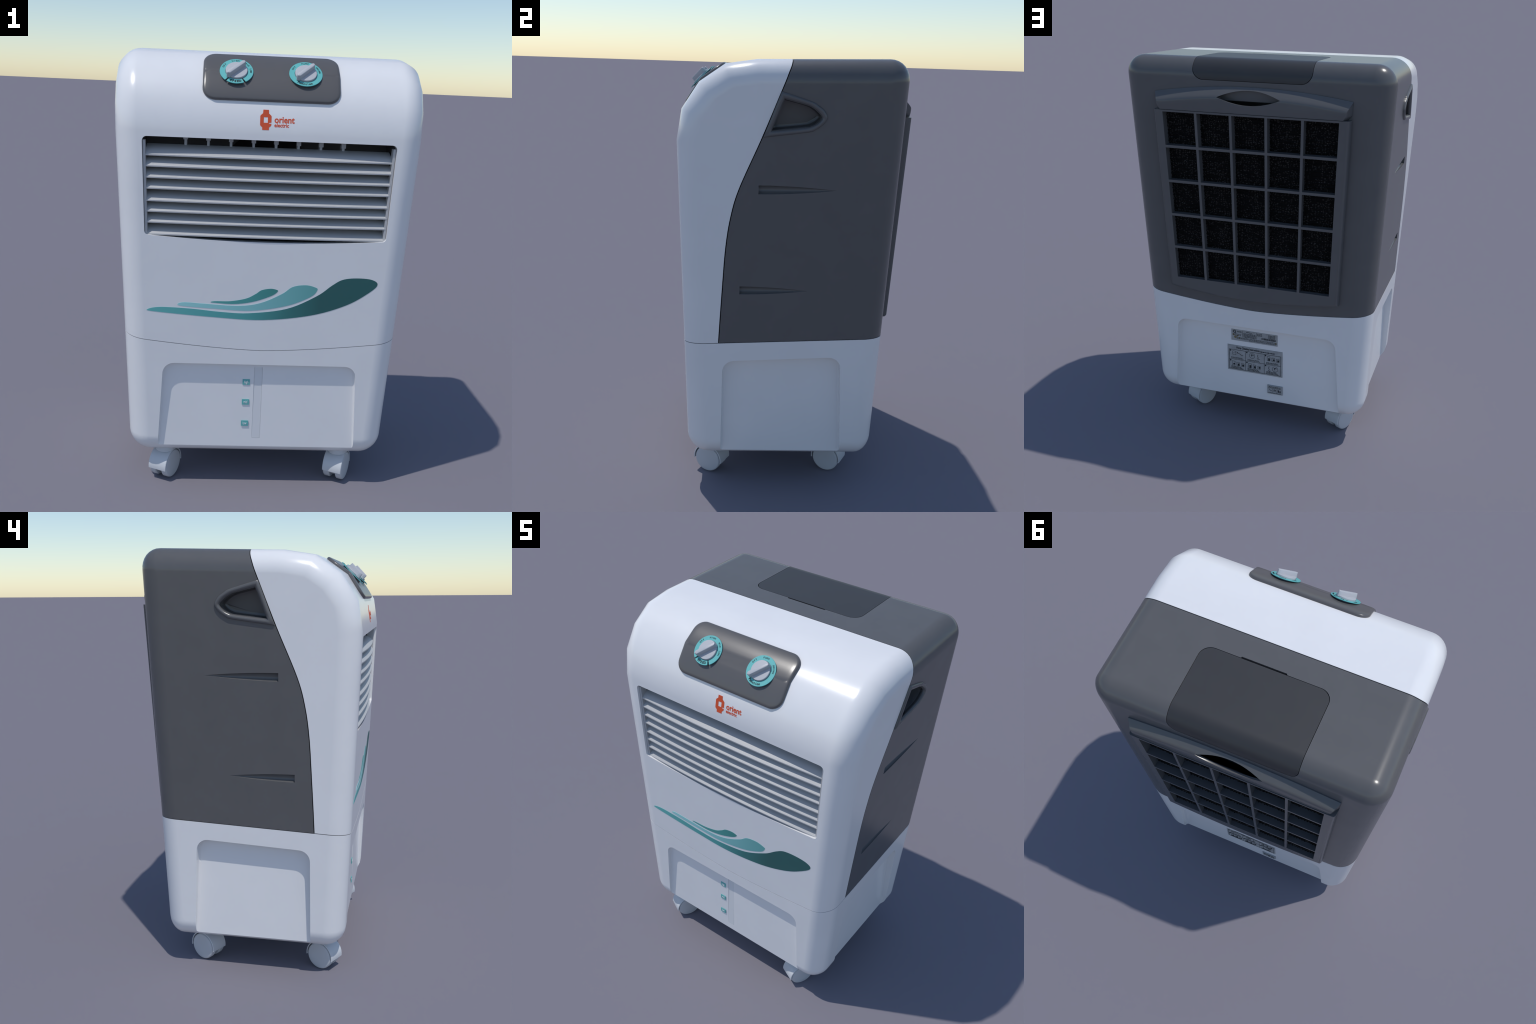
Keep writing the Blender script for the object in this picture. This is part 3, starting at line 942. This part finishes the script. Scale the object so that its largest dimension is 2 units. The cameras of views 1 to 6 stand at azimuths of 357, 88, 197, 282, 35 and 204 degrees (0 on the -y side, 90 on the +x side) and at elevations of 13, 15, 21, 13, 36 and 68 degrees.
# instruction sticker : heading, six framed pictures with captions
d = []
head = text_mesh("Pump Cleaning Instructions", .0165, .0003, .0006, align='LEFT', sx=.72); head.transform(Matrix.Translation((-.105, .0635, 0)))
d += ink([head]); d += ink(scribble(.030, .112, .0600, .0055, rng))
d += ink(frame_rect(-.148, .148, -.070, .050, .0016)) + ink([bar(-.0545, -.053, -.070, .050), bar(.053, .0545, -.070, .050), bar(-.148, .148, -.0105, -.009)])
cells = [(-.148, -.009), (-.0535, -.009), (.0535, -.009), (-.148, -.070), (-.0535, -.070), (.0535, -.070)]
for k, (cx, cy) in enumerate(cells):
    d += ink([disc(cx + .008, cy + .052, .0042)])
    for q in range(2 if k < 3 else 3): d += ink(scribble(cx + .012, cx + .082 - .006 * q, cy + .0055 + .0052 * q, .0026, rng))
    if k == 0:
        d += ink(frame_rect(cx + .020, cx + .040, cy + .028, cy + .050, .0012)) + ink([disc(cx + .027, cy + .039, .0015, 8), disc(cx + .034, cy + .039, .0015, 8)])
        d += ink(stroke([(cx + .047, cy + .046), (cx + .053, cy + .039), (cx + .062, cy + .036), (cx + .070, cy + .029), (cx + .080, cy + .029)], .0018)) + ink([bar(cx + .046, cx + .052, cy + .038, cy + .042)])
    elif k in (1, 5):
        ox = .038 if k == 1 else .062
        d += ink([hoop(cx + ox, cy + .037, .0165, .0011), bar(cx + ox - .006, cx + ox + .009, cy + .040, cy + .044), bar(cx + ox - .004, cx + ox - .001, cy + .033, cy + .044)])
        tx = .070 if k == 1 else .026
        d += ink(stroke([(cx + tx + .002, cy + .050), (cx + tx, cy + .038), (cx + tx + .004, cy + .026)], .0022) + stroke([(cx + tx - .004, cy + .026), (cx + tx + .004, cy + .020), (cx + tx + .013, cy + .024)], .0016))
    else:
        for q in range(3):
            ox = cx + .017 + q * .026; h = .026 - .004 * q
            d += ink(frame_rect(ox, ox + .017, cy + .022, cy + .022 + h, .0011))
            d += ink([bar(ox + .006, ox + .015, cy + .024, cy + .024 + h * .55)]) if (k + q) % 3 else ink([disc(ox + .011, cy + .031, .005)])
sticker(.010, .4075, .313, .155, d)

# small sticker by the drain
d = []
d += ink(scribble(-.034, .034, .019, .0028, rng) + scribble(-.036, .036, .0125, .0022, rng))
d += ink([bar(-.0125, -.0118, -.016, .009), bar(.0125, .0132, -.016, .009)])
d += ink(stroke([(-.033, .006), (-.025, -.003), (-.016, -.006)], .0016) + [hoop(0, -.002, .007, .0012), bar(-.003, .004, -.002, .001), bar(.018, .024, -.010, .004), bar(.028, .034, -.012, 0)])
d += ink(scribble(-.036, .036, -.0185, .0024, rng))
sk = sticker(-.105, .246, .083, .050, d)
sk.location.y += .004
bx = loft("plate", [[Vector((x, back_floor(z) + dd, z)) for x, z in ((-.1485, .219), (-.0615, .219), (-.0615, .273), (-.1485, .273))] for dd in (-.004, .0038)])
new_obj("drain_plate", bevel_mesh(bx, .0015, 2), water_tank, M_STICKER)

# ================================================================== casters
WR = .0660
AX = Vector((math.cos(math.radians(-27)), math.sin(math.radians(-27)), 0))
def ring_pts(r, n, a0=0.0, a1=2 * math.pi, closed=True):
    m = n if closed else n + 1
    return [(r * math.cos(a0 + (a1 - a0) * k / n), r * math.sin(a0 + (a1 - a0) * k / n)) for k in range(m)]
def wheel_mesh():
    # lies along local x, outer face toward +x
    n = 48; loops = []
    for x, r in ((-.022, WR - .012), (-.022, WR - .004), (-.018, WR), (.003, WR), (.0075, WR - .0015), (.0100, WR - .0045), (.0106, WR - .0075), (.0118, .03), (.0120, .002)):
        loops.append([Vector((x, a, b)) for a, b in ring_pts(r, n)])
    me = loft("wheel", loops); smooth(me, 35)
    return me
def hood_mesh():
    """fender over the wheel pair with the swivel neck on top"""
    parts = []
    n = 36; a0, a1 = math.radians(-7), math.radians(187); ro, ri = WR + .0090, WR + .0045; w = .0465
    loops = []
    for x, r in ((-w, ri), (-w, ro - .002), (-w + .002, ro), (w - .002, ro), (w, ro - .002), (w, ri), (-w, ri)):
        loops.append([Vector((x, a, b)) for a, b in ring_pts(r, n, a0, a1, False)])
    f = loft("hood", loops, cap=False, closed=False)
    bm = bmesh.new(); bm.from_mesh(f); bmesh.ops.remove_doubles(bm, verts=bm.verts, dist=1e-6)
    bmesh.ops.holes_fill(bm, edges=bm.edges); bmesh.ops.recalc_face_normals(bm, faces=bm.faces); bm.to_mesh(f); bm.free()
    smooth(f, 35); parts.append(f)
    # web between the wheels
    web = [(math.cos(t), math.sin(t)) for t in [a0 + (a1 - a0) * k / 30 for k in range(31)]]
    pts = [(ro * c * .985, ro * s * .985) for c, s in web] + [(-.030, -.040), (.030, -.040)]
    wm = loft("web", [[Vector((x, a, b)) for a, b in pts] for x in (-.013, .013)]); smooth(wm, 35); parts.append(wm)
    nk = loft("neck", [[Vector((a, b, h)) for a, b in ring_pts(r, 32)] for h, r in ((.030, .030), (.062, .034), (.070, .046), (.092, .046))]); smooth(nk, 35); parts.append(nk)
    ax = loft("axle", [[Vector((x, a, b)) for a, b in ring_pts(.012, 20)] for x in (-.03, .03)]); smooth(ax, 35); parts.append(ax)
    return join_meshes("caster", parts)
WM, HM = wheel_mesh(), hood_mesh()
WM.materials.append(M_WHEEL)
HM.materials.clear(); HM.materials.append(M_CASTER)
for x, y in ((.402, -.348), (-.427, -.350), (.386, .238), (-.440, .240)):
    c = new_obj("caster", HM, root)
    c.location = (x, y, WR)
    c.rotation_euler = (0, 0, math.radians(-27))
    for s in (1, -1):
        w = new_obj("wheel", WM, c)
        w.location = (s * .0365, 0, 0)
        w.rotation_euler = (0, 0, 0 if s > 0 else math.pi)
